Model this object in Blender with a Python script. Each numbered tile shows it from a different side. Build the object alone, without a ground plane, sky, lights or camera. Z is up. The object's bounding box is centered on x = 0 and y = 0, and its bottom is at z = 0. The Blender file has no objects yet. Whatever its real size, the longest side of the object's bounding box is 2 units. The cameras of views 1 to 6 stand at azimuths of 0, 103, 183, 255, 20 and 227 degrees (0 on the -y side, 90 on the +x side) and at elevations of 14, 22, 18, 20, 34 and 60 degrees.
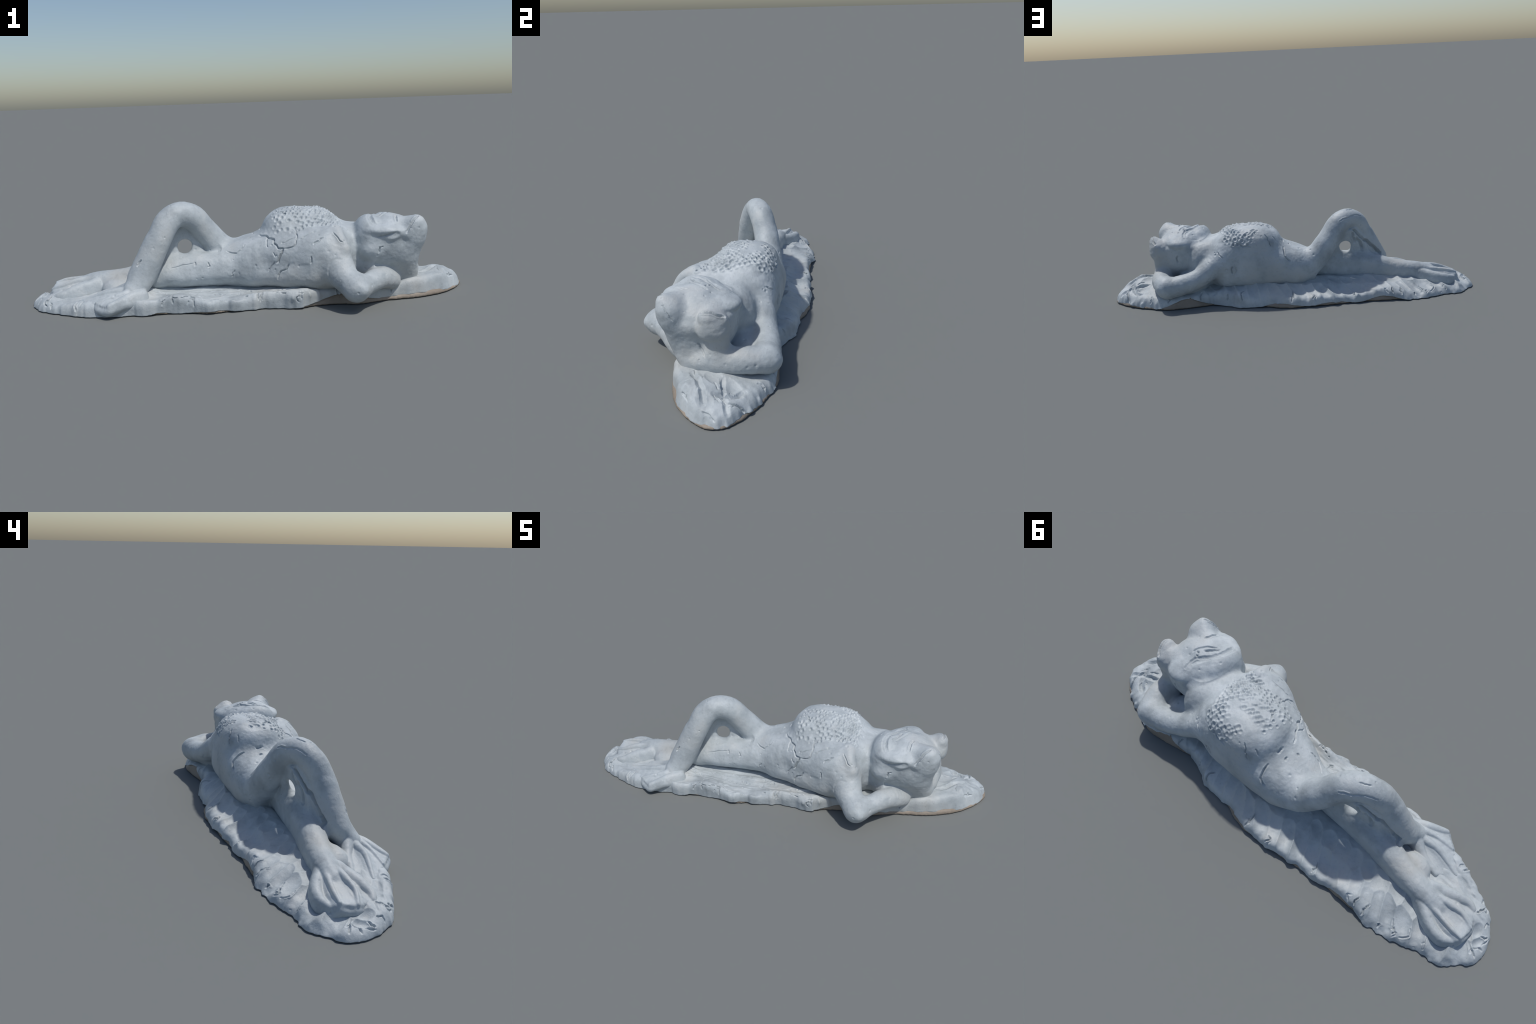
"""A clay sculpture: a frog reclining on its back on a thumb-pressed slab, arms
behind its head and one knee drawn up over the other leg.

Everything is modelled as smooth clay volumes (tubes, lofted sections, discs)
that are blended, turned into a mesh, then worked over with tool marks."""
import bpy, math
import numpy as np
from mathutils import Vector

CELL = 0.0023          # modelling resolution, metres
rng = np.random.default_rng(7)
F = np.float32

# ------------------------------------------------------------------ helpers
def spline(pts, n=24):
    """Catmull-Rom through control points (any number of columns)."""
    p = np.array(pts, float)
    if len(p) == 2:
        t = np.linspace(0, 1, n)[:, None]
        return p[0] * (1 - t) + p[1] * t
    q = np.vstack([2 * p[0] - p[1], p, 2 * p[-1] - p[-2]])
    out = []
    seg = len(p) - 1
    for s in np.linspace(0, seg - 1e-6, n):
        i = int(s); t = s - i
        a, b, c, d = q[i:i + 4]
        out.append(0.5 * (2 * b + (c - a) * t + (2 * a - 5 * b + 4 * c - d) * t * t + (3 * b - a - 3 * c + d) * t ** 3))
    return np.array(out)

def _hash(ix, iy, iz, seed):
    h = (ix.astype(np.int64) * 374761393 + iy.astype(np.int64) * 668265263 + iz.astype(np.int64) * 2147483647 + seed * 974711) & 0x7fffffff
    h = ((h ^ (h >> 13)) * 1274126177) & 0x7fffffff
    return ((h ^ (h >> 16)) & 0xffff) / 32767.5 - 1.0

def noise(x, y, z, freq, seed=0):
    """Smooth value noise in -1..1."""
    x = x * freq; y = y * freq; z = z * freq
    x0 = np.floor(x); y0 = np.floor(y); z0 = np.floor(z)
    fx, fy, fz = x - x0, y - y0, z - z0
    fx = fx * fx * fx * (fx * (fx * 6 - 15) + 10); fy = fy * fy * fy * (fy * (fy * 6 - 15) + 10); fz = fz * fz * fz * (fz * (fz * 6 - 15) + 10)
    r = 0
    for i in (0, 1):
        for j in (0, 1):
            for k in (0, 1):
                r = r + _hash(x0 + i, y0 + j, z0 + k, seed) * (fx if i else 1 - fx) * (fy if j else 1 - fy) * (fz if k else 1 - fz)
    return r

class Clay:
    """A block of space in which clay volumes are blended together."""
    def __init__(self, lo, hi, cell):
        self.lo = np.array(lo, float); self.cell = cell
        self.n = np.ceil((np.array(hi) - self.lo) / cell).astype(int) + 1
        self.f = np.full(self.n, 1.0, F)
        self.own = np.full(self.n, 1.0, F)
        self.label = np.zeros(self.n, np.int8)

    def box(self, lo, hi):
        a = np.clip(np.floor((np.array(lo) - self.lo) / self.cell).astype(int), 0, self.n)
        b = np.clip(np.ceil((np.array(hi) - self.lo) / self.cell).astype(int) + 1, 0, self.n)
        s = tuple(slice(i, max(j, i)) for i, j in zip(a, b))
        ax = [(self.lo[i] + self.cell * np.arange(s[i].start, s[i].stop)).astype(F) for i in range(3)]
        return s, ax[0][:, None, None], ax[1][None, :, None], ax[2][None, None, :]

    def add(self, s, d, k, label):
        a = self.f[s]
        if k > 0:
            h = np.maximum(k - np.abs(a - d), 0) / k
            self.f[s] = np.minimum(a, d) - h * h * k * 0.25
        else:
            self.f[s] = np.minimum(a, d)
        if label is not None:
            m = d < self.own[s]
            self.own[s][m] = d[m]
            self.label[s][m] = label

    def cut(self, s, d, k):
        a = self.f[s]; d = -d
        h = np.maximum(k - np.abs(a - d), 0) / max(k, 1e-6)
        self.f[s] = np.maximum(a, d) + h * h * k * 0.25

    def tube(self, pts, k=0.03, label=None, n=22, flat=1.0, carve=False):
        """pts: rows x, y, z, radius.  flat < 1 squashes the section in z."""
        c = spline(pts, n)
        m = max(k, 0.02) + 0.012
        R = c[:, 3].max() + m + self.cell
        s, X, Y, Z = self.box(c[:, :3].min(0) - R, c[:, :3].max(0) + R)
        d = np.full(self.f[s].shape, 1.0, F)
        base = np.array([sl.start for sl in s])
        for a, b in zip(c[:-1], c[1:]):
            r = max(a[3], b[3]) + m
            t, x, y, z = self.box(np.minimum(a, b)[:3] - r, np.maximum(a, b)[:3] + r)
            t = tuple(slice(max(q.start - o, 0), max(q.stop - o, 0)) for q, o in zip(t, base))
            ab = b - a
            sc = np.array([1, 1, 1 / flat])
            v = ab[:3] * sc
            px, py, pz = x - F(a[0]), y - F(a[1]), (z - F(a[2])) * F(sc[2])
            h = np.clip((px * F(v[0]) + py * F(v[1]) + pz * F(v[2])) / F(max(v @ v, 1e-9)), 0, 1)
            q = np.sqrt((px - h * F(v[0])) ** 2 + (py - h * F(v[1])) ** 2 + (pz - h * F(v[2])) ** 2) - (F(a[3]) + h * F(ab[3]))
            d[t] = np.minimum(d[t], q * F(flat if flat < 1 else 1))
        if carve: self.cut(s, d, k)
        else: self.add(s, d, k, label)

    def blob(self, c, r, k=0.03, label=None, p=2.0, axes=None, carve=False):
        """Superellipsoid; axes: rows of a rotation giving its own x, y, z."""
        c = np.array(c, float); r = np.array(r, float)
        R = np.eye(3) if axes is None else np.array(axes, float)
        e = np.sqrt(((R * r[:, None]) ** 2).sum(0)) * (1.0 if p == 2 else 1.25)
        m = max(k, 0.015) + 0.012
        s, X, Y, Z = self.box(c - e - m, c + e + m)
        dx, dy, dz = X - F(c[0]), Y - F(c[1]), Z - F(c[2])
        g = 0
        for i in range(3):
            u = (dx * F(R[i, 0]) + dy * F(R[i, 1]) + dz * F(R[i, 2])) / F(r[i])
            g = g + (u * u if p == 2 else np.abs(u) ** F(p))
        g = g ** F(1 / p)
        d = (g - 1) * F(r.min()) if p != 2 else (g - 1) * F(r.min()) * F(0.6) + F(0.4) * (g - 1) * F(r.mean())
        if carve: self.cut(s, d, k)
        else: self.add(s, d, k, label)

    def loft(self, axis, rows, k=0.03, label=None, p=2.3, n=60):
        """Sections across `axis`; rows: station, centre a, radius a, centre b, radius b."""
        q = spline(rows, n)
        q = q[np.argsort(q[:, 0])]
        oth = [i for i in range(3) if i != axis]
        lo = np.zeros(3); hi = np.zeros(3)
        m = k + 0.02
        lo[axis], hi[axis] = q[0, 0] - m, q[-1, 0] + m
        for i, o in enumerate(oth):
            lo[o] = (q[:, 1 + 2 * i] - q[:, 2 + 2 * i]).min() - m; hi[o] = (q[:, 1 + 2 * i] + q[:, 2 + 2 * i]).max() + m
        s, X, Y, Z = self.box(lo, hi)
        co = (X, Y, Z); t = co[axis]
        v = [np.interp(t.ravel(), q[:, 0], q[:, j]).astype(F).reshape(t.shape) for j in range(1, 5)]
        u = np.abs((co[oth[0]] - v[0]) / v[1]) ** F(p) + np.abs((co[oth[1]] - v[2]) / v[3]) ** F(p)
        d = (u ** F(1 / p) - 1) * np.minimum(v[1], v[3])
        d = np.maximum(d, np.maximum(F(q[0, 0]) - t, t - F(q[-1, 0])))
        self.add(s, d, k, label)

    def mesh(self):
        f = self.f; ins = f < 0
        lo = self.lo; c = self.cell
        cor = [(i, j, k) for i in (0, 1) for j in (0, 1) for k in (0, 1)]
        sl = lambda o: tuple(slice(q, f.shape[i] - 1 + q) for i, q in enumerate(o))
        any_ = np.zeros(np.array(f.shape) - 1, bool); all_ = np.ones_like(any_)
        for o in cor:
            any_ |= ins[sl(o)]; all_ &= ins[sl(o)]
        cells = np.argwhere(any_ & ~all_)
        idx = np.full(any_.shape, -1, np.int32)
        idx[tuple(cells.T)] = np.arange(len(cells))
        val = {o: f[tuple((cells + o).T)] for o in cor}
        acc = np.zeros((len(cells), 3)); cnt = np.zeros(len(cells))
        for a in cor:
            for ax in range(3):
                if a[ax]: continue
                b = list(a); b[ax] = 1; b = tuple(b)
                va, vb = val[a], val[b]
                m = (va < 0) != (vb < 0)
                t = np.where(m, va / np.where(m, va - vb, 1), 0)
                p = np.array(a, float)[None] + t[:, None] * np.eye(3)[ax]
                acc += np.where(m[:, None], p, 0); cnt += m
        v = lo + c * (cells + acc / cnt[:, None])
        quads = []
        for ax in range(3):
            o1, o2 = (ax + 1) % 3, (ax + 2) % 3
            sa = [slice(1, n - 1) for n in f.shape]; sb = list(sa)
            sa[ax] = slice(0, f.shape[ax] - 1); sb[ax] = slice(1, f.shape[ax])
            A, B = ins[tuple(sa)], ins[tuple(sb)]
            e = np.argwhere(A != B)
            flip = A[tuple(e.T)]
            e = e + 1; e[:, ax] -= 1
            d1 = np.zeros(3, int); d1[o1] = 1; d2 = np.zeros(3, int); d2[o2] = 1
            g = lambda w: idx[tuple(w.T)]
            qd = np.stack([g(e - d1 - d2), g(e - d2), g(e), g(e - d1)], 1)
            qd[~flip] = qd[~flip][:, ::-1]
            quads.append(qd)
        q = np.vstack(quads)
        q = q[(q >= 0).all(1)]
        lab = self.label[tuple(np.clip(np.round((v - lo) / c).astype(int), 0, self.n - 1).T)]
        return v, q, lab

def neighbours_mean(v, q):
    a = np.concatenate([q[:, i] for i in range(4)] * 2); b = np.concatenate([q[:, (i + 1) % 4] for i in range(4)] + [q[:, (i + 3) % 4] for i in range(4)])
    n = np.bincount(a, minlength=len(v))
    s = np.stack([np.bincount(a, v[b, i], len(v)) for i in range(v.shape[1])], 1)
    return s / np.maximum(n, 1)[:, None]

def normals(v, q):
    fn = np.cross(v[q[:, 2]] - v[q[:, 0]], v[q[:, 3]] - v[q[:, 1]])
    n = np.stack([np.bincount(q.ravel(), np.repeat(fn[:, i], 4), len(v)) for i in range(3)], 1)
    return n / np.maximum(np.linalg.norm(n, axis=1), 1e-12)[:, None]

def smooth(v, q, times=1, w=0.5):
    for _ in range(times):
        v = v * (1 - w) + w * neighbours_mean(v, q)
    return v

def line_distance(v, pts, reach):
    """Distance in space of each vertex to a polyline laid on the surface:
    returns (indices, distance, position 0..1 along it)."""
    p = np.array(pts, float)
    m = np.nonzero(((v > p.min(0) - reach - 0.03) & (v < p.max(0) + reach + 0.03)).all(1))[0]
    if len(m) == 0: return m, np.zeros(0), np.zeros(0)
    w = v[m]
    c = spline(p, max(8, int(np.linalg.norm(np.diff(p, axis=0), axis=1).sum() / 0.012)))
    for i in range(len(c)):                              # drop the line onto the clay
        c[i] = w[np.argmin(((w - c[i]) ** 2).sum(1))]
    best = np.full(len(m), 9.0); pos = np.zeros(len(m))
    for i, (a, b) in enumerate(zip(c[:-1], c[1:])):
        ab = b - a; L = max(ab @ ab, 1e-9)
        t = np.clip(((w - a) @ ab) / L, 0, 1)
        d = np.linalg.norm(w - a - t[:, None] * ab, axis=1)
        k = d < best
        best[k] = d[k]; pos[k] = (i + t[k]) / (len(c) - 1)
    return m, best, pos

# ------------------------------------------------------------------ the frog
HEAD, TORSO, NEAR_ARM, FAR_ARM, FLAT_LEG, BENT_LEG, FLAT_FOOT, BENT_FOOT, NEAR_EYE, FAR_EYE = range(1, 11)
body = Clay((-0.95, -0.37, 0.0), (0.86, 0.37, 0.48), CELL)

# trunk: station x, centre y, half width, centre z, half height
body.loft(0, [(-0.12, 0.060, 0.070, 0.145, 0.085),
              (-0.05, 0.062, 0.118, 0.150, 0.112),
              (0.01, 0.060, 0.143, 0.165, 0.114),
              (0.06, 0.060, 0.160, 0.175, 0.120),
              (0.12, 0.046, 0.180, 0.180, 0.130),
              (0.18, 0.038, 0.194, 0.185, 0.142),
              (0.26, 0.022, 0.216, 0.190, 0.148),
              (0.32, 0.020, 0.218, 0.190, 0.150),
              (0.38, 0.015, 0.205, 0.190, 0.150),
              (0.43, 0.030, 0.152, 0.190, 0.140),
              (0.48, 0.026, 0.128, 0.188, 0.130),
              (0.54, 0.000, 0.128, 0.180, 0.110)], k=0.0, label=TORSO, p=2.75)
# rib cage and belly, a plump plateau
body.blob((0.236, 0.076, 0.240), (0.186, 0.148, 0.155), k=0.03, label=TORSO, p=2.8,
          axes=((0.999, 0, -0.044), (0, 1, 0), (0.044, 0, 0.999)))

# thigh and shin of the drawn-up leg
body.tube([(0.00, 0.125, 0.155, 0.080), (-0.08, 0.102, 0.167, 0.075), (-0.15, 0.087, 0.226, 0.065),
           (-0.205, 0.066, 0.301, 0.060), (-0.255, 0.034, 0.370, 0.059), (-0.31, -0.002, 0.393, 0.056),
           (-0.365, -0.035, 0.365, 0.053), (-0.405, -0.066, 0.290, 0.050), (-0.443, -0.083, 0.215, 0.050),
           (-0.480, -0.103, 0.140, 0.049), (-0.512, -0.140, 0.085, 0.046)], k=0.03, label=BENT_LEG, n=44)
body.tube([(-0.355, -0.038, 0.360, 0.046), (-0.390, -0.072, 0.290, 0.047), (-0.426, -0.090, 0.215, 0.047),
           (-0.462, -0.110, 0.140, 0.047), (-0.500, -0.140, 0.085, 0.044)], k=0.02, label=BENT_LEG, n=24)
body.tube([(-0.420, -0.066, 0.280, 0.042), (-0.453, -0.076, 0.215, 0.046), (-0.492, -0.098, 0.140, 0.045)], k=0.02, label=BENT_LEG, n=16)
# web of clay between shin, thigh and the leg below, with its round hole
for q in range(12):
    t = q / 11
    body.tube([(-0.335 + 0.06 * t, 0.030 + 0.01 * t, 0.335 - 0.012 * t, 0.011),
               (-0.395 + 0.15 * t, -0.004 + 0.045 * t, 0.26 - 0.01 * t, 0.011),
               (-0.43 + 0.23 * t, -0.015 + 0.045 * t, 0.18, 0.014)], k=0.008, label=BENT_LEG, n=10)
body.tube([(-0.345, 0.018, 0.340, 0.014), (-0.400, -0.022, 0.270, 0.017), (-0.440, -0.045, 0.190, 0.020)], k=0.010, label=BENT_LEG, n=12)
# the leg lying flat
body.tube([(0.04, -0.010, 0.160, 0.088), (-0.04, 0.000, 0.155, 0.070), (-0.14, 0.000, 0.152, 0.060), (-0.24, 0.000, 0.152, 0.058),
           (-0.34, -0.003, 0.148, 0.057), (-0.45, 0.000, 0.127, 0.055), (-0.54, 0.006, 0.108, 0.052),
           (-0.62, 0.014, 0.095, 0.050), (-0.70, 0.020, 0.090, 0.046), (-0.76, 0.022, 0.080, 0.040)], k=0.025, label=FLAT_LEG, n=36)
body.tube([(0.04, 0.015, 0.105, 0.075), (-0.10, 0.010, 0.105, 0.050), (-0.24, 0.008, 0.105, 0.048), (-0.40, 0.006, 0.095, 0.046), (-0.54, 0.014, 0.075, 0.044),
           (-0.68, 0.026, 0.060, 0.036)], k=0.02, label=FLAT_LEG, n=26)
body.tube([(0.04, -0.032, 0.122, 0.052), (-0.10, -0.018, 0.122, 0.046), (-0.24, -0.020, 0.122, 0.046), (-0.38, -0.032, 0.118, 0.046), (-0.46, -0.03, 0.105, 0.044)],
          k=0.02, label=FLAT_LEG, n=26)
body.tube([(0.00, -0.038, 0.118, 0.048), (0.12, -0.082, 0.124, 0.048), (0.25, -0.128, 0.132, 0.050), (0.33, -0.140, 0.132, 0.048)], k=0.03, label=TORSO, n=16)
body.tube([(-0.300, -0.06, 0.241, 0.032), (-0.296, 0.019, 0.241, 0.031), (-0.292, 0.11, 0.241, 0.034)], k=0.012, carve=True, n=6)

def webbed_foot(toes, label, drop, web_drop):
    """Thin toe ridges standing on a web that thickens down into the slab."""
    for a, b in zip(toes[:-1], toes[1:]):                 # web between neighbours
        A, B = spline(a, 6), spline(b, 6)
        for t in (0.2, 0.4, 0.6, 0.8):
            w = A * (1 - t) + B * t
            w[:, 2] -= 0.007 + web_drop * np.sin(np.pi * np.linspace(0.15, 1, 6)) * (1 - abs(2 * t - 1) ** 2); w[:, 3] = 0.011
            body.tube(w.tolist(), k=0.006, label=label, n=8)
            w[:, 2] -= 0.022; w[:, 3] = 0.02
            body.tube(w.tolist(), k=0.006, label=label, n=8)
    for toe in toes:
        body.tube(toe, k=0.004, label=label, n=16)
        root = np.array(toe); root[:, 2] -= drop; root[:, 3] = root[:, 3] * 0.9 + 0.008
        body.tube(root.tolist(), k=0.012, label=label, n=12)

# webbed foot of the flat leg
body.blob((-0.785, 0.012, 0.060), (0.085, 0.080, 0.036), k=0.02, label=FLAT_FOOT)
webbed_foot([[(-0.71, 0.052, 0.086, 0.024), (-0.79, 0.090, 0.080, 0.020), (-0.85, 0.098, 0.068, 0.018), (-0.888, 0.076, 0.058, 0.014)],
             [(-0.72, 0.038, 0.102, 0.020), (-0.80, 0.048, 0.101, 0.010), (-0.86, 0.053, 0.094, 0.009), (-0.903, 0.050, 0.082, 0.009)],
             [(-0.73, 0.005, 0.102, 0.022), (-0.79, -0.010, 0.104, 0.013), (-0.85, -0.024, 0.088, 0.009), (-0.905, -0.012, 0.068, 0.009)],
             [(-0.70, -0.016, 0.088, 0.030), (-0.78, -0.060, 0.076, 0.025), (-0.835, -0.086, 0.060, 0.017), (-0.868, -0.082, 0.052, 0.013)]], FLAT_FOOT, 0.024, 0.015)

# foot of the drawn-up leg, pressed against the other ankle
body.blob((-0.595, -0.045, 0.070), (0.075, 0.050, 0.048), k=0.02, label=BENT_FOOT)
body.blob((-0.550, -0.160, 0.045), (0.085, 0.066, 0.038), k=0.02, label=BENT_FOOT)
webbed_foot([[(-0.47, -0.170, 0.078, 0.026), (-0.53, -0.217, 0.074, 0.018), (-0.593, -0.258, 0.056, 0.012)],
             [(-0.50, -0.160, 0.090, 0.022), (-0.57, -0.198, 0.083, 0.011), (-0.655, -0.216, 0.060, 0.009)],
             [(-0.53, -0.145, 0.090, 0.022), (-0.62, -0.160, 0.087, 0.010), (-0.735, -0.145, 0.048, 0.008)],
             [(-0.54, -0.120, 0.096, 0.024), (-0.60, -0.098, 0.078, 0.015), (-0.68, -0.085, 0.060, 0.010)]], BENT_FOOT, 0.022, 0.008)

body.tube([(0.372, -0.110, 0.322, 0.020), (0.388, -0.158, 0.296, 0.022), (0.398, -0.176, 0.256, 0.026)], k=0.012, label=NEAR_ARM, n=12)
body.blob((0.325, -0.112, 0.252), (0.062, 0.074, 0.056), k=0.03, label=TORSO)
# arms, elbows out, hands under the head
body.tube([(0.355, -0.100, 0.255, 0.074), (0.368, -0.150, 0.200, 0.071), (0.400, -0.210, 0.138, 0.060),
           (0.444, -0.258, 0.104, 0.055)], k=0.035, label=NEAR_ARM, n=20)
body.tube([(0.444, -0.258, 0.104, 0.055), (0.460, -0.298, 0.104, 0.028)], k=0.02, label=NEAR_ARM, n=6)
body.tube([(0.446, -0.258, 0.104, 0.054), (0.495, -0.218, 0.108, 0.046), (0.54, -0.178, 0.115, 0.046), (0.585, -0.135, 0.108, 0.048), (0.62, -0.09, 0.085, 0.045)],
          k=0.02, label=NEAR_ARM, n=20)
body.tube([(0.36, 0.150, 0.240, 0.070), (0.42, 0.185, 0.200, 0.060), (0.50, 0.225, 0.150, 0.052), (0.60, 0.256, 0.120, 0.054),
           (0.675, 0.271, 0.110, 0.054)], k=0.035, label=FAR_ARM, n=20)
body.tube([(0.675, 0.271, 0.112, 0.055), (0.718, 0.20, 0.124, 0.053), (0.728, 0.11, 0.118, 0.052), (0.72, 0.03, 0.110, 0.050)],
          k=0.02, label=FAR_ARM, n=20)

body.blob((0.550, -0.085, 0.110), (0.050, 0.045, 0.055), k=0.03, label=HEAD)
body.blob((0.500, 0.110, 0.200), (0.078, 0.078, 0.110), k=0.03, label=TORSO)
body.blob((0.565, 0.150, 0.085), (0.105, 0.090, 0.070), k=0.03, label=FAR_ARM)
body.tube([(0.730, 0.100, 0.23, 0.042), (0.722, 0.09, 0.13, 0.048)], k=0.03, label=HEAD, n=6)
# head: station z, centre x, half depth, centre y, half width
body.loft(2, [(0.03, 0.670, 0.080, 0.000, 0.070),
              (0.10, 0.660, 0.098, 0.000, 0.085),
              (0.14, 0.645, 0.104, 0.002, 0.108),
              (0.18, 0.628, 0.118, 0.002, 0.134),
              (0.23, 0.614, 0.134, 0.000, 0.146),
              (0.27, 0.610, 0.142, 0.000, 0.146),
              (0.295, 0.600, 0.134, 0.000, 0.140),
              (0.32, 0.590, 0.105, -0.002, 0.110)], k=0.012, label=HEAD, p=3.0)
body.blob((0.535, -0.085, 0.230), (0.060, 0.066, 0.052), k=0.02, label=HEAD)          # jowl
body.blob((0.535, -0.035, 0.280), (0.072, 0.105, 0.092), k=0.02, label=HEAD, p=2.3)   # chin
# the domed face, overhanging at the cheeks like a brim
body.blob((0.612, -0.006, 0.300), (0.128, 0.157, 0.074), k=0.006, label=HEAD, p=1.75)
body.blob((0.625, 0.116, 0.312), (0.046, 0.040, 0.020), k=0.02, label=HEAD)           # far cheek lobe
body.blob((0.595, -0.125, 0.316), (0.072, 0.034, 0.020), k=0.02, label=HEAD)          # near cheek lobe
body.blob((0.648, 0.080, 0.400), (0.070, 0.062, 0.052), k=0.02, carve=True)           # hollow beside the mouth
body.tube([(0.50, -0.165, 0.296, 0.010), (0.56, -0.168, 0.296, 0.012), (0.63, -0.166, 0.304, 0.010)], k=0.012, n=8, carve=True)
body.blob((0.690, 0.000, 0.262), (0.076, 0.080, 0.062), k=0.02, label=HEAD)      # forehead
# bulging lidded eyes, blunt cones that lean outward
def turn(d):
    d = np.array(d, float); d /= np.linalg.norm(d)
    u = np.cross((0, 1, 0), d); u /= np.linalg.norm(u)
    return np.array([d, np.cross(d, u), u])
body.blob((0.707, -0.084, 0.303), (0.070, 0.062, 0.057), k=0.016, label=NEAR_EYE, p=2.1, axes=turn((0.95, -0.10, 0.25)))
body.tube([(0.712, -0.085, 0.300, 0.045), (0.729, -0.112, 0.350, 0.016)], k=0.03, label=NEAR_EYE, n=6)
body.tube([(0.676, -0.128, 0.298, 0.020), (0.702, -0.124, 0.334, 0.021), (0.728, -0.109, 0.352, 0.016)], k=0.02, label=NEAR_EYE, n=8)
body.tube([(0.708, -0.078, 0.265, 0.057), (0.690, -0.055, 0.20, 0.054), (0.682, -0.040, 0.14, 0.050)], k=0.03, label=HEAD, n=6)
body.blob((0.734, 0.080, 0.264), (0.057, 0.064, 0.057), k=0.004, label=FAR_EYE, p=2.3, axes=turn((0.80, 0.25, 0.30)))
body.tube([(0.718, -0.098, 0.338, 0.032), (0.660, -0.075, 0.318, 0.042)], k=0.02, label=NEAR_EYE, n=8)
body.tube([(0.750, 0.078, 0.288, 0.034), (0.690, 0.065, 0.284, 0.048)], k=0.02, label=FAR_EYE, n=8)
body.tube([(0.766, 0.055, 0.318, 0.017), (0.764, 0.085, 0.317, 0.018), (0.742, 0.125, 0.298, 0.018)], k=0.015, label=FAR_EYE, n=8)
body.tube([(0.742, 0.080, 0.270, 0.046), (0.765, 0.072, 0.310, 0.024)], k=0.025, label=FAR_EYE, n=6)

bv, bq, bl = body.mesh()
BODY_F, BODY_LO = body.f, body.lo
del body
bv = smooth(bv, bq, 2, 0.5)

# ------------------------------------------------------------------ tool marks on the frog
def push(v, q, amount):
    return v + normals(v, q) * amount[:, None]

def groove(v, q, marks):
    """Cut tapering V grooves: each mark is (depth, width, points, lip)."""
    n = normals(v, q); out = np.zeros(len(v))
    for depth, width, pts, lip in marks:
        r = np.random.default_rng(int(abs(pts[0][0]) * 1e4) + 5)
        p = spline(pts, max(len(pts), int(np.linalg.norm(np.diff(np.array(pts), axis=0), axis=1).sum() / 0.008)) + 1)
        p[1:-1] += r.normal(0, 0.0016, p[1:-1].shape)
        width = width * 0.8; depth = depth * 1.25
        m, d, t = line_distance(v, p, width * 3)
        taper = np.clip(np.minimum(t, 1 - t) * 5 + 0.35, 0, 1)
        cut = depth * np.clip(1 - d / width, 0, 1) ** 0.8 * taper
        rim = lip * np.exp(-((d - width * 1.35) / (0.6 * width)) ** 2) * taper
        out[m] = np.minimum(out[m], -cut) + np.where(cut > 0, 0, rim)
    return v + n * out[:, None]

# slow unevenness of hand-worked clay, and finger facets
X, Y, Z = bv.T
calm = np.where(bl == BENT_LEG, 0.6, 1.0)
bv = push(bv, bq, calm * (0.0026 * noise(X, Y, Z, 14, 21) + 0.0010 * noise(X, Y, Z, 34, 22) + 0.0005 * noise(X, Y, Z, 85, 23)))

# scale-like dimples pressed over chest and belly, leaving a bare middle stripe
def inside(poly, x, y):
    c = np.zeros(np.shape(x), bool)
    for (ax, ay), (bx, by) in zip(poly, poly[1:] + poly[:1]):
        if ay != by:
            c ^= ((ay > y) != (by > y)) & (x < (bx - ax) * (y - ay) / (by - ay) + ax)
    return c
NEAR_LOBE = [(.405, .06), (.40, -.115), (.33, -.085), (.28, -.088), (.235, -.095), (.17, -.075), (.115, -.06), (.105, .0), (.11, .085), (.13, .105), (.20, .09), (.30, .07), (.35, .10), (.38, .10)]
FAR_LOBE = [(.39, .06), (.375, .11), (.352, .20), (.31, .225), (.245, .222), (.175, .21), (.138, .165), (.165, .150), (.24, .155), (.29, .125), (.34, .09)]
r = np.random.default_rng(3)
pits = []
row = 0
for y in np.arange(-0.13, 0.24, 0.0185):
    row += 1
    for x in np.arange(0.10, 0.41, 0.021):
        px = x + (0.0105 if row % 2 else 0) + r.normal(0, .0026); py = y + r.normal(0, .0024) - 0.12 * (x - 0.25)
        if (inside(NEAR_LOBE, px, py) or inside(FAR_LOBE, px, py)) and r.random() < (0.62 if px < 0.2 else 0.93):
            pits.append((px, py, r.uniform(.0058, .0098) * (1.12 if px > .3 else 1), r.uniform(.0022, .0066) * (1.25 if px > .3 else 0.85)))
bn = normals(bv, bq)
top = np.nonzero((bn[:, 2] > 0.05) & (bv[:, 2] > 0.28) & (bv[:, 0] > 0.08) & (bv[:, 0] < 0.43) & (bl == TORSO))[0]
T = bv[top]; add = np.zeros(len(top))
for px, py, rad, dep in pits:
    j = np.argmin((T[:, 0] - px) ** 2 + (T[:, 1] - py) ** 2)
    c = T[j] 
    d = np.linalg.norm(T - c, axis=1) / rad                              # pressed cup ...
    h = np.linalg.norm(T - c - np.array([.011, .003, 0]), axis=1) / rad   # ... and the scale it throws up
    add += 1.2 * dep * (np.exp(-(h * 1.1) ** 2) - np.exp(-(d * 1.05) ** 2) + 0.3 * np.exp(-((d - 1.3) / 0.4) ** 2))
full = np.zeros(len(bv)); full[top] = add
bv = push(bv, bq, full)

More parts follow.
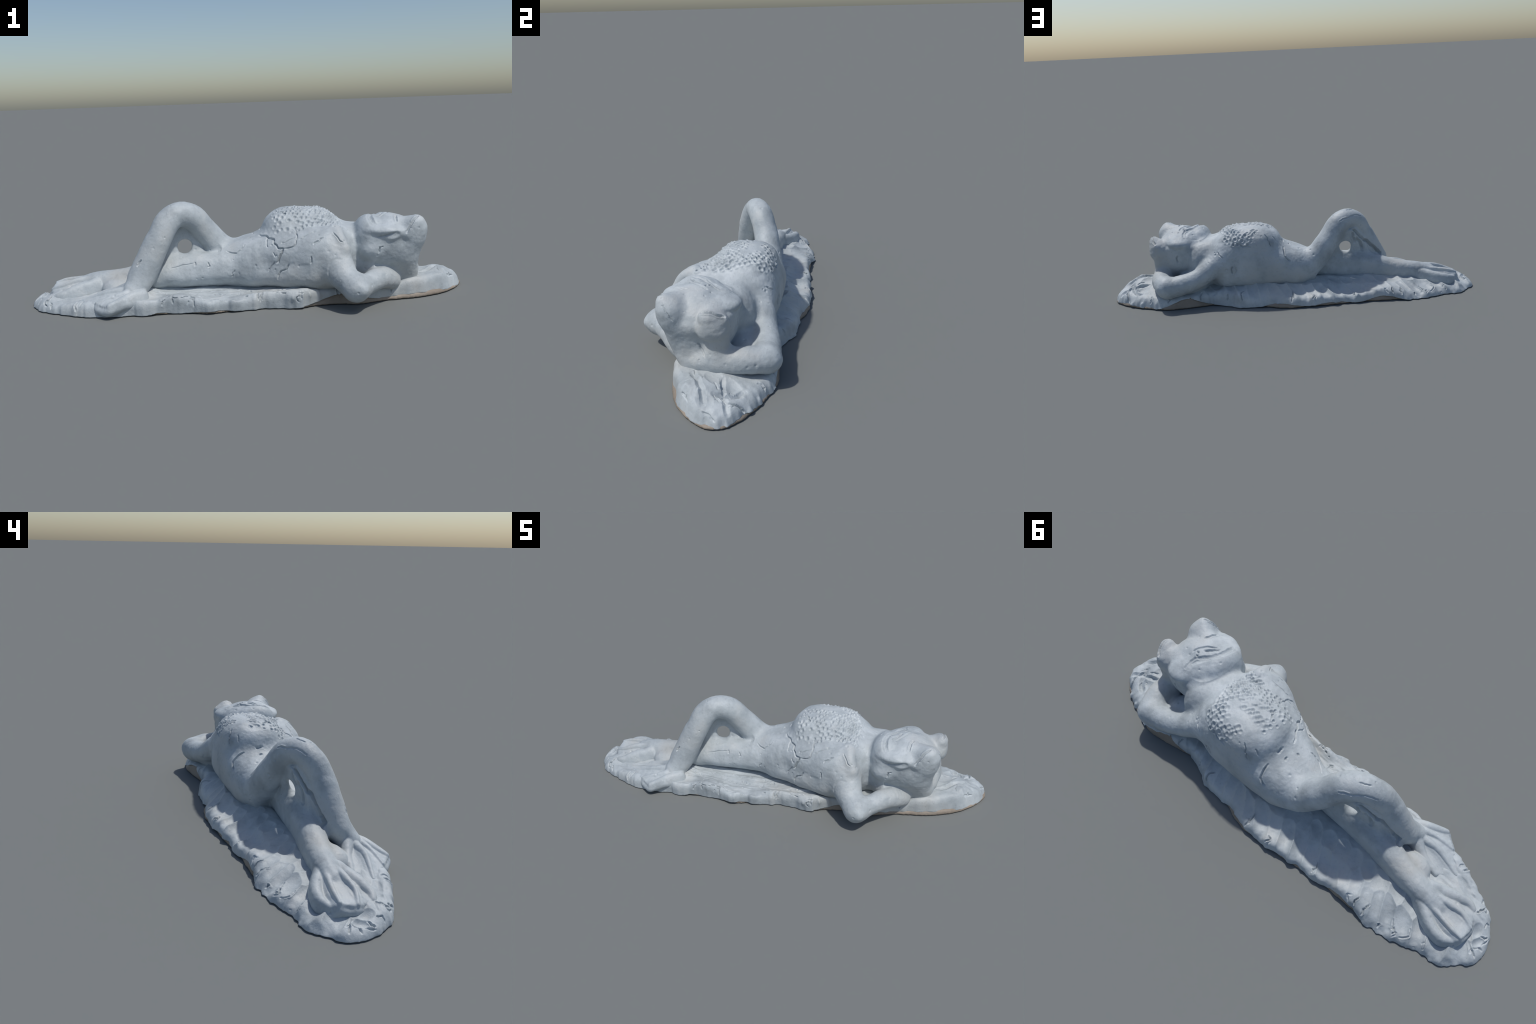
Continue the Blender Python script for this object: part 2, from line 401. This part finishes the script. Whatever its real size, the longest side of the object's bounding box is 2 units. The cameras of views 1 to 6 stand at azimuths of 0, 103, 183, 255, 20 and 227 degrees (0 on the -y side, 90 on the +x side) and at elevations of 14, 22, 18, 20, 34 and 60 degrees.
BODY_CRACKS = [
    (.009, .0060, [(.043, .001, .290), (.090, -.059, .286), (.108, -.082, .281), (.108, -.100, .268), (.126, -.123, .255), (.146, -.135, .251)], .0008),
    (.006, .0045, [(.146, -.135, .251), (.188, -.148, .265), (.202, -.140, .287), (.205, -.113, .311), (.203, -.083, .324)], .0008),
    (.010, .0065, [(.146, -.135, .251), (.133, -.139, .224), (.118, -.137, .189)], .001),
    (.005, .004, [(.079, -.053, .285), (.076, -.079, .264), (.08, -.09, .25)], 0),
    (.004, .004, [(.216, -.142, .293), (.256, -.136, .314), (.307, -.130, .334)], 0),
    (.006, .005, [(.275, -.179, .276), (.294, -.175, .289), (.313, -.171, .302)], .0012),
    (.006, .0045, [(.262, -.193, .227), (.261, -.195, .199)], 0),
    (.006, .005, [(.168, -.156, .186), (.156, -.151, .163), (.133, -.143, .151), (.126, -.132, .121)], .0005),
    (.004, .0045, [(.107, -.131, .192), (.089, -.120, .164), (.085, -.116, .150)], 0),
    (.004, .004, [(.102, -.120, .233), (.110, -.130, .216)], 0),
    (.006, .005, [(.136, .039, .398), (.150, .010, .396), (.160, -.02, .381)], .001),
    (.004, .004, [(.358, -.160, .324), (.377, -.175, .301), (.396, -.182, .279)], .0012),
    (.005, .005, [(-.022, -.034, .253), (-.042, -.046, .232), (-.070, -.040, .219), (-.105, -.013, .223)], .0005),
    (.004, .004, [(-.067, -.068, .146), (-.082, -.058, .117)], 0),
    (.005, .004, [(-.247, -.050, .184), (-.245, -.056, .167)], .001), (.005, .004, [(-.188, -.052, .180), (-.181, -.056, .169), (-.187, -.058, .161)], .001),
    (.003, .004, [(-.355, -.059, .158), (-.311, -.057, .169), (-.250, -.052, .180)], 0),
    (.006, .006, [(-.471, -.131, .219), (-.487, -.134, .196)], .002),
    (.006, .005, [(.398, .221, .292), (.389, .231, .276), (.366, .238, .261)], .001),
    (.007, .005, [(.314, .244, .211), (.323, .243, .192), (.320, .242, .168)], .001), (.003, .004, [(.301, .245, .211), (.295, .244, .187), (.308, .243, .165)], 0),
    (.004, .005, [(.272, .223, .332), (.250, .227, .318), (.214, .227, .315)], .002),
    (.005, .0045, [(.137, .182, .374), (.121, .194, .351), (.111, .202, .325), (.103, .202, .308)], .0005),
    (.007, .006, [(.044, .143, .285), (.041, .175, .262), (.030, .191, .238), (.008, .196, .222)], .0015),
    (.004, .0045, [(.093, .160, .356), (.074, .160, .329)], 0),
    (.004, .004, [(.196, -.122, .301), (.148, -.122, .275)], 0),
    (.008, .010, [(.050, .060, .303), (.050, .085, .303)], .001), (.006, .006, [(.016, .066, .282), (.012, .078, .282)], .001), (.006, .005, [(-.005, .022, .276), (.002, .020, .28)], .0),
]
HEAD_MARKS = [
    # closed eyes, mouth, rim of the face, brow and cheek creases
    (.008, .007, [(.673, -.141, .307), (.690, -.137, .329), (.714, -.123, .362), (.728, -.112, .373)], .003),
    (.008, .007, [(.771, .053, .336), (.770, .084, .335), (.758, .111, .322), (.747, .129, .311)], .003),
    (.008, .007, [(.556, -.057, .366), (.579, -.026, .367), (.594, -.006, .367)], .003), (.006, .006, [(.572, -.060, .366), (.600, -.03, .367), (.622, .01, .365), (.628, .03, .362)], .002),
    (.0065, .020, [(.590, .095, .355), (.590, .06, .352), (.575, .030, .358), (.556, .004, .366), (.536, -.034, .364), (.528, -.08, .352), (.540, -.115, .335)], .0), (.006, .008, [(.594, .107, .359), (.602, .069, .350), (.590, .039, .360), (.565, .009, .367), (.540, -.029, .366), (.532, -.080, .358), (.545, -.115, .34)], .0025),
    (.005, .005, [(.550, -.145, .291), (.588, -.151, .302), (.622, -.155, .313)], .0),
    (.006, .005, [(.559, -.154, .248), (.563, -.154, .239), (.556, -.155, .222)], .0), (.005, .004, [(.557, -.155, .248), (.574, -.150, .250)], 0),
    (.008, .006, [(.629, .153, .251), (.635, .151, .233), (.632, .147, .209)], 0),
    (.006, .006, [(.645, -.05, .358), (.640, -.08, .355), (.638, -.105, .347)], .002),
    (.006, .007, [(.611, .016, .361), (.604, .022, .361)], .002), (.006, .007, [(.595, .034, .363), (.600, .030, .363)], .002),
    (.004, .004, [(.752, -.10, .34), (.770, -.075, .315), (.775, -.06, .29)], 0),
    (.005, .006, [(.70, .02, .20), (.74, .03, .17), (.77, .05, .15)], 0),
]
KNEE_MARKS = [
    # back of the knee: shin edge and folds in the web
    (.016, .012, [(-.345, .050, .352), (-.385, .030, .305), (-.425, -.005, .255), (-.470, -.030, .205), (-.520, -.035, .165)], .002),
    (.012, .012, [(-.365, .035, .285), (-.385, .020, .250), (-.395, .018, .215)], .004), (.008, .009, [(-.335, .045, .325), (-.345, .04, .29), (-.352, .035, .26)], .003),
    # knee
    (.003, .005, [(-.268, .080, .403), (-.302, .064, .413), (-.353, .029, .422), (-.388, .004, .409)], .002), (.004, .004, [(-.305, .020, .447), (-.343, -.007, .444)], 0),
]
bv = groove(bv, bq, BODY_CRACKS + HEAD_MARKS + KNEE_MARKS)
# small pits left by trapped air
r = np.random.default_rng(31)
pick = r.choice(len(bv), 150, replace=False)
bn = normals(bv, bq); full = np.zeros(len(bv))
for j in pick:
    rad = r.uniform(.003, .0055)
    m = np.nonzero((np.abs(bv - bv[j]) < 0.013).all(1))[0]
    full[m] -= r.uniform(.0015, .004) * np.exp(-(np.linalg.norm(bv[m] - bv[j], axis=1) / rad) ** 2)
bv = bv + bn * full[:, None]

# ------------------------------------------------------------------ the slab
OUTLINE = [(-1.0, .02), (-.99, -.04), (-.95, -.11), (-.90, -.145), (-.82, -.185), (-.75, -.215), (-.65, -.232), (-.56, -.238), (-.46, -.24), (-.37, -.228),
           (-.27, -.226), (-.17, -.24), (-.06, -.215), (.05, -.20), (.14, -.20), (.22, -.21), (.28, -.175), (.38, -.16), (.47, -.17), (.55, -.145),
           (.62, -.12), (.74, -.10), (.86, -.05), (.94, .015), (.99, .09), (1.0, .15), (.97, .205), (.87, .265), (.77, .295), (.67, .315), (.57, .30),
           (.48, .275), (.42, .27), (.36, .29), (.27, .312), (.15, .31), (0, .33), (-.12, .312), (-.23, .295), (-.34, .277), (-.42, .26), (-.5, .25),
           (-.58, .25), (-.66, .245), (-.74, .22), (-.82, .19), (-.9, .158), (-.96, .115), (-.99, .07), (-1.0, .02)]

def outline_distance(X, Y):
    """Signed distance to the slab's outline, negative inside."""
    c = spline(OUTLINE, 160)
    d = np.full(X.shape, 9.0); ins = np.zeros(X.shape, bool)
    for (ax, ay), (bx, by) in zip(c[:-1], c[1:]):
        ex, ey = bx - ax, by - ay
        t = np.clip(((X - ax) * ex + (Y - ay) * ey) / max(ex * ex + ey * ey, 1e-12), 0, 1)
        d = np.minimum(d, (X - ax - t * ex) ** 2 + (Y - ay - t * ey) ** 2)
        if ey != 0:
            cross = ((ay > Y) != (by > Y)) & (X < ex * (Y - ay) / ey + ax)
            ins ^= cross
    return np.where(ins, -1, 1) * np.sqrt(d)

HEIGHTS = [(-.99, .02, .018), (-.96, .07, .022), (-.93, .1, .028), (-.95, -.06, .024), (-.874, .132, .045), (-.86, -.10, .055), (-.905, 0, .078), (-.905, .05, .082), (-.90, -.05, .07), (-.94, .03, .046), (-.94, -.02, .042), (-.975, .02, .012), (-.97, -.05, .012), (-.734, -.144, .05), (-.85, -.15, .035),
           (-.7, -.2, .046), (-.69, -.16, .062), (-.6, -.235, .05), (-.64, -.21, .055), (-.435, -.231, .058), (-.5, -.12, .08), (-.33, -.10, .056), (-.31, -.215, .082), (-.264, -.08, .050), (-.146, -.09, .042), (-.06, -.08, .046), (-.2, -.15, .044), (-.06, -.03, .06), (-.2, -.03, .06), (-.06, -.14, .048),
           (-.1, -.15, .046), (-.225, -.212, .064), (.1, -.14, .062), (0, -.13, .05), (-.1, -.21, .064), (0, -.19, .070), (.1, -.20, .074), (.18, -.195, .078), (.226, -.205, .076), (.3, -.15, .075), (.2, 0, .1), (.35, 0, .09),
           (.19, .235, .115), (.1, .235, .115), (.31, .26, .115), (.03, .22, .11), (0, .3, .06), (.2, .295, .055), (.1, .3, .055), (.31, .295, .07), (-.1, .15, .1), (-.2, .1, .09),
           (-.4, .065, .088), (-.345, .1, .076), (-.2, .25, .062), (-.1, .28, .066), (-.3, .25, .052), (-.4, .22, .055), (-.49, .2, .082), (-.5, .1, .072),
           (-.6, .16, .065), (-.645, .225, .035), (-.56, .22, .07), (-.6, .1, .075), (-.74, .16, .055), (-.74, .1, .07), (-.8, .17, .045), (-.80, .125, .062), (-.86, .125, .05), (.5, .17, .085), (.57, .16, .095), (.63, .18, .085), (.5, 0, .09), (.5, -.1, .085), (.54, -.1, .085), (.46, -.15, .05),
           (.6, -.08, .05), (.55, .26, .055), (.68, .28, .05), (.72, -.06, .085), (.78, -.03, .09), (.8, 0, .078), (.88, .055, .122), (.9, .122, .090), (.92, .05, .112), (.94, .09, .085), (.80, .1, .095), (.80, .18, .085),
           (.95, .15, .052), (.906, .187, .06), (.85, .22, .036), (.78, .24, .058), (.9, .012, .105), (.86, -.025, .095), (.965, .08, .045), (.975, .14, .04)]

def slab_height(X, Y, D):
    num = np.zeros(X.shape); den = np.zeros(X.shape) + 1e-9
    for x, y, h in HEIGHTS:
        w = np.exp(-((X - x) ** 2 + (Y - y) ** 2) / (2 * 0.042 ** 2)) + 1e-4 / ((X - x) ** 2 + (Y - y) ** 2 + 0.01)
        num += w * h; den += w
    H = num / den
    # thumb scoops pressed side by side along the far edge, sharp ridges between
    r = np.random.default_rng(11)
    scoop = np.zeros(X.shape)
    for row, (off, half) in enumerate(((-0.062, 0.095), (-0.150, 0.055))):
        x = -0.93 + 0.03 * row
        while x < 0.44:
            edge = np.interp(x, [-.96, -.82, -.66, -.42, -.12, 0, .27, .45], [.11, .19, .245, .26, .312, .33, .312, .27])
            y = edge + off + r.uniform(-.012, .012)
            a = math.radians(126 + r.uniform(-14, 14)); rx = r.uniform(.029, .043); ry = half * r.uniform(.8, 1.2)
            dep = r.uniform(.016, .026) * (1 - 0.3 * row)
            u = (X - x) * math.cos(a) + (Y - y) * math.sin(a); v = -(X - x) * math.sin(a) + (Y - y) * math.cos(a)
            q = (u / ry) ** 2 + ((v + 0.25 * np.abs(v)) / rx) ** 2
            scoop = np.maximum(scoop, dep * np.clip(1 - q, 0, 1) ** 0.8)
            x += r.uniform(.050, .076)
    for x, y, a, L, w, dep in ((.83, .17, 1.0, .06, .035, .012), (.81, .10, .6, .05, .035, .010), (.93, .10, .9, .04, .03, .008), (-.93, .05, 1.2, .04, .022, .012), (-.96, .0, 1.3, .03, .016, .01),
                               (-.93, -.03, 1.7, .035, .02, .010), (-.80, -.13, 2.8, .06, .02, .008), (-.68, -.17, 2.9, .05, .018, .008)):
        u = (X - x) * math.cos(a) + (Y - y) * math.sin(a); v = -(X - x) * math.sin(a) + (Y - y) * math.cos(a)
        scoop = np.maximum(scoop, dep * np.clip(1 - (u / L) ** 2 - (v / w) ** 2, 0, 1) ** 0.8)
    H = H - scoop + 0.003
    # long smeared strokes on the near side
    near = np.clip((-Y - 0.02) / 0.05, 0, 1)
    Z0 = X * 0
    H = H + near * (0.0055 * noise(X * 0.16 + Y * 0.05, Y, Z0, 40, 3) + 0.002 * noise(X * 0.2, Y, Z0, 95, 4))
    H = H + 0.0025 * noise(X, Y, Z0, 16, 5) + 0.0009 * noise(X, Y, Z0, 60, 6)
    return H, scoop

def lift(X, Y):
    """Height at which the clay's edge stands clear of what it was laid on."""
    near = np.clip((0.11 - Y) / 0.1, 0, 1)
    b = lambda c, w, h: h * np.exp(-((X - c) / w) ** 2)
    n = b(-.39, .04, .008) + b(-.16, .09, .010) + b(.40, .12, .045) + b(.75, .2, .018)
    f = b(.9, .08, .012) + b(.57, .10, .050) + b(.05, .09, .022) + b(-.2, .10, .014) + b(-.49, .08, .025)
    return near * n + (1 - near) * f

slab = Clay((-1.03, -0.30, -0.012), (1.04, 0.36, 0.135), CELL)
s, X, Y, Z = slab.box((-2, -2, -2), (2, 2, 2))
X2, Y2 = np.broadcast_arrays(X[:, :, 0].astype(float), Y[:, :, 0].astype(float))
D = outline_distance(X2, Y2)
rag = 0.007 * noise(X2, Y2, X2 * 0, 18, 8) + 0.004 * noise(X2, Y2, X2 * 0, 50, 9)
H, SC = slab_height(X2, Y2, D)
inset = 0.004 + np.clip((X2 - 0.62) / 0.2, 0, 1) * (0.008 - 0.006 * np.clip((Y2 - 0.05) / 0.15, 0, 1))
top = (Z - H[:, :, None].astype(F)) * F(0.85)
LEAN = -0.10 + 0.25 * np.clip(Y2 / 0.1 + 0.5, 0, 1) + 0.25 * np.clip((-0.45 - X2) / 0.2, 0, 1) + 0.20 * np.clip((X2 - 0.6) / 0.2, 0, 1)
side = (D + rag + inset + 0.28 * np.where(Y2 > 0.05, SC, 0))[:, :, None].astype(F) + LEAN[:, :, None].astype(F) * (Z - F(0.02))
k = F(0.032)
h = np.maximum(k - np.abs(top - side), 0) / k
d = np.maximum(top, side) + h * h * k * F(0.25)
under = (lift(X2, Y2) * np.clip((D + 0.06) / 0.04, 0, 1))[:, :, None].astype(F) - Z
d = np.maximum(d, under * F(0.8))
d = np.maximum(d, F(0.0005) - Z)
slab.f[:] = d
sv, sq, _ = slab.mesh()
sv = smooth(sv, sq, 1, 0.5)
# cracks at the torn rim and dragged pits on the near side
r = np.random.default_rng(17)
rim = np.array(OUTLINE)[:-1]; marks = []
for i in range(44):
    a = rim[r.integers(len(rim))] + r.normal(0, .015, 2)
    inward = np.array([-.05 * a[0], 0.03 - a[1]]); inward /= np.linalg.norm(inward); L = r.uniform(.02, .055)
    z = r.uniform(.03, .05)
    marks.append((r.uniform(.004, .009), r.uniform(.004, .0065), [(a[0], a[1], z), (a[0] + .5 * L * inward[0] + r.normal(0, .008), a[1] + .5 * L * inward[1], z + .02), (a[0] + L * inward[0], a[1] + L * inward[1], z + .03)], .002))
for i in range(70):
    x = r.uniform(-.45, .24); y = r.uniform(-.235, -.07); L = r.uniform(.006, .03)
    marks.append((r.uniform(.003, .007), r.uniform(.003, .005), [(x, y, .08), (x + L, y + r.normal(0, .004), .08)], .002))
for i in range(16):
    x = r.uniform(.78, .97); y = r.uniform(-.03, .2); L = r.uniform(.01, .03)
    marks.append((r.uniform(.003, .007), r.uniform(.003, .006), [(x, y, .08), (x + r.normal(0, L), y + r.normal(0, L), .07)], .002))
# folds in the cushion-like head end
for fold in ([(.79, .01, .09), (.85, .05, .10), (.90, .085, .10), (.945, .10, .07)], [(.80, .13, .09), (.86, .155, .08), (.91, .17, .07), (.95, .19, .04)], [(.83, .22, .05), (.87, .19, .06), (.90, .13, .09)]):
    marks.append((.009, .016, fold, .003))
marks.append((.010, .006, [(.90, .15, .08), (.915, .185, .06), (.905, .21, .04), (.90, .235, .02)], .003))
sv = groove(sv, sq, marks)

# the thin tan layer that the clay was laid on
LAY = 0.005
layer = Clay((-1.03, -0.30, -0.015), (1.04, 0.36, 0.07), LAY)
s, X, Y, Z = layer.box((-2, -2, -2), (2, 2, 2))
X2, Y2 = np.broadcast_arrays(X[:, :, 0].astype(float), Y[:, :, 0].astype(float))
D = outline_distance(X2, Y2) + 0.002 * noise(X2, Y2, X2 * 0, 25, 12)
LH = np.maximum(0.014, lift(X2, Y2) + 0.006)
a = (Z - LH[:, :, None].astype(F)); b = (D + 0.001 + 0.013 * np.clip((0.62 - X2) / 0.1, 0, 1) * np.clip(1 - lift(X2, Y2) / 0.02, 0, 1))[:, :, None].astype(F) + F(0.35) * (Z)
k = F(0.014); h = np.maximum(k - np.abs(a - b), 0) / k
layer.f[:] = np.maximum(np.maximum(a, b) + h * h * k * F(0.25), -Z)
lv, lq, _ = layer.mesh()
lv[:, 2] = np.maximum(lv[:, 2], 0)

# drop clay buried inside other clay, which nothing can see
hcell = slab.cell
def buried(v):
    i = np.clip(np.round((v - slab.lo) / hcell).astype(int), 0, slab.n - 1)
    return (slab.f[i[:, 0], i[:, 1], i[:, 2]] < -0.012) & (v[:, 2] < 0.12)
bn_all = normals(bv, bq)
deep = buried(bv) | (bv[:, 2] < 0.012)
bq = bq[~deep[bq].all(1)]
i = np.round((sv - BODY_LO) / CELL).astype(int)
ok = ((i >= 0) & (i < np.array(BODY_F.shape))).all(1)
deep = np.zeros(len(sv), bool); deep[ok] = BODY_F[tuple(i[ok].T)] < -0.012
sq_seen = sq[~deep[sq].all(1)]

# ------------------------------------------------------------------ materials
def clay_material(name, col, dark, light, warm):
    m = bpy.data.materials.new(name); m.use_nodes = True
    nt = m.node_tree; N = nt.nodes; L = nt.links
    bs = N["Principled BSDF"]
    tc = N.new("ShaderNodeTexCoord")
    def tex(scale, detail=6, rough=0.6):
        t = N.new("ShaderNodeTexNoise"); t.inputs["Scale"].default_value = scale; t.inputs["Detail"].default_value = detail
        t.inputs["Roughness"].default_value = rough
        L.new(tc.outputs["Object"], t.inputs["Vector"]); return t
    def ramp(src, stops):
        r = N.new("ShaderNodeValToRGB"); e = r.color_ramp.elements
        while len(e) < len(stops): e.new(0.5)
        for el, (p, c) in zip(e, stops): el.position = p; el.color = (*c, 1)
        L.new(src, r.inputs[0]); return r
    def mix(a, b, fac, mode="MIX"):
        x = N.new("ShaderNodeMix"); x.data_type = "RGBA"; x.blend_type = mode
        if isinstance(fac, float): x.inputs[0].default_value = fac
        else: L.new(fac, x.inputs[0])
        L.new(a, x.inputs[6])
        if isinstance(b, tuple): x.inputs[7].default_value = (*b, 1)
        else: L.new(b, x.inputs[7])
        return x.outputs[2]
    base = ramp(tex(9).outputs["Fac"], [(0.30, dark), (0.5, col), (0.72, light)]).outputs[0]
    w = ramp(tex(4.5, 4).outputs["Fac"], [(0.50, (0, 0, 0)), (0.72, (1, 1, 1))])
    base = mix(base, warm, w.outputs[0])
    speck = ramp(tex(120, 3, 0.7).outputs["Fac"], [(0.28, (0.72, 0.73, 0.74)), (0.42, (1, 1, 1))])
    base = mix(base, speck.outputs[0], 0.6, "MULTIPLY")
    L.new(base, bs.inputs["Base Color"])
    bs.inputs["Roughness"].default_value = 0.52
    bs.inputs["Specular IOR Level"].default_value = 0.4
    bp = N.new("ShaderNodeBump"); bp.inputs["Strength"].default_value = 0.45; bp.inputs["Distance"].default_value = 0.004
    L.new(tex(75, 8, 0.65).outputs["Fac"], bp.inputs["Height"]); L.new(bp.outputs[0], bs.inputs["Normal"])
    return m

CLAY = clay_material("pale_grey_clay", (0.435, 0.48, 0.505), (0.315, 0.35, 0.372), (0.565, 0.612, 0.64), (0.415, 0.43, 0.425))  # greys tinted blue: cool sky light baked into the clay colour
TAN = clay_material("tan_board", (0.27, 0.225, 0.18), (0.21, 0.175, 0.14), (0.33, 0.28, 0.225), (0.25, 0.215, 0.18))

# ------------------------------------------------------------------ objects
def make(name, v, faces, nrm, mat, parent):
    me = bpy.data.meshes.new(name)
    used, inv = np.unique(faces, return_inverse=True)
    fc = inv.reshape(faces.shape)
    me.vertices.add(len(used)); me.vertices.foreach_set("co", v[used].astype(F).ravel())
    me.loops.add(fc.size); me.loops.foreach_set("vertex_index", fc.astype(np.int32).ravel())
    me.polygons.add(len(fc)); me.polygons.foreach_set("loop_start", np.arange(0, fc.size, 4, dtype=np.int32))
    me.update(calc_edges=True)
    me.polygons.foreach_set("use_smooth", np.ones(len(fc), bool))
    me.normals_split_custom_set_from_vertices(nrm[used].tolist())
    me.materials.append(mat)
    o = bpy.data.objects.new(name, me)
    bpy.context.collection.objects.link(o)
    o.parent = parent
    return o

root = bpy.data.objects.new("clay_frog", None)
bpy.context.collection.objects.link(root)
root["label"] = "pale grey clay frog lying on its back on a slab, legs crossed"
root["category"] = "frog sculpture"

BN = bn_all
# settle the part borders into clean lines
one = np.eye(11)[bl.astype(int)]
for _ in range(12):
    one = neighbours_mean(one, bq)
bl = one.argmax(1)
fl = np.sort(bl[bq], axis=1)[:, 1]
bn = BN

parts = {}
for lab, name, up in ((TORSO, "torso", None), (HEAD, "head", None), (NEAR_ARM, "arm", None), (FAR_ARM, "arm", None), (FLAT_LEG, "leg", None), (BENT_LEG, "leg", None),
                      (FLAT_FOOT, "foot", FLAT_LEG), (BENT_FOOT, "foot", BENT_LEG), (NEAR_EYE, "eye", HEAD), (FAR_EYE, "eye", HEAD)):
    fs = bq[fl == lab]
    if len(fs):
        parts[lab] = make(name, bv, fs, bn, CLAY, parts[up] if up else root)
make("base", sv, sq_seen, normals(sv, sq), CLAY, root)
make("board", lv, lq, normals(lv, lq), TAN, root)
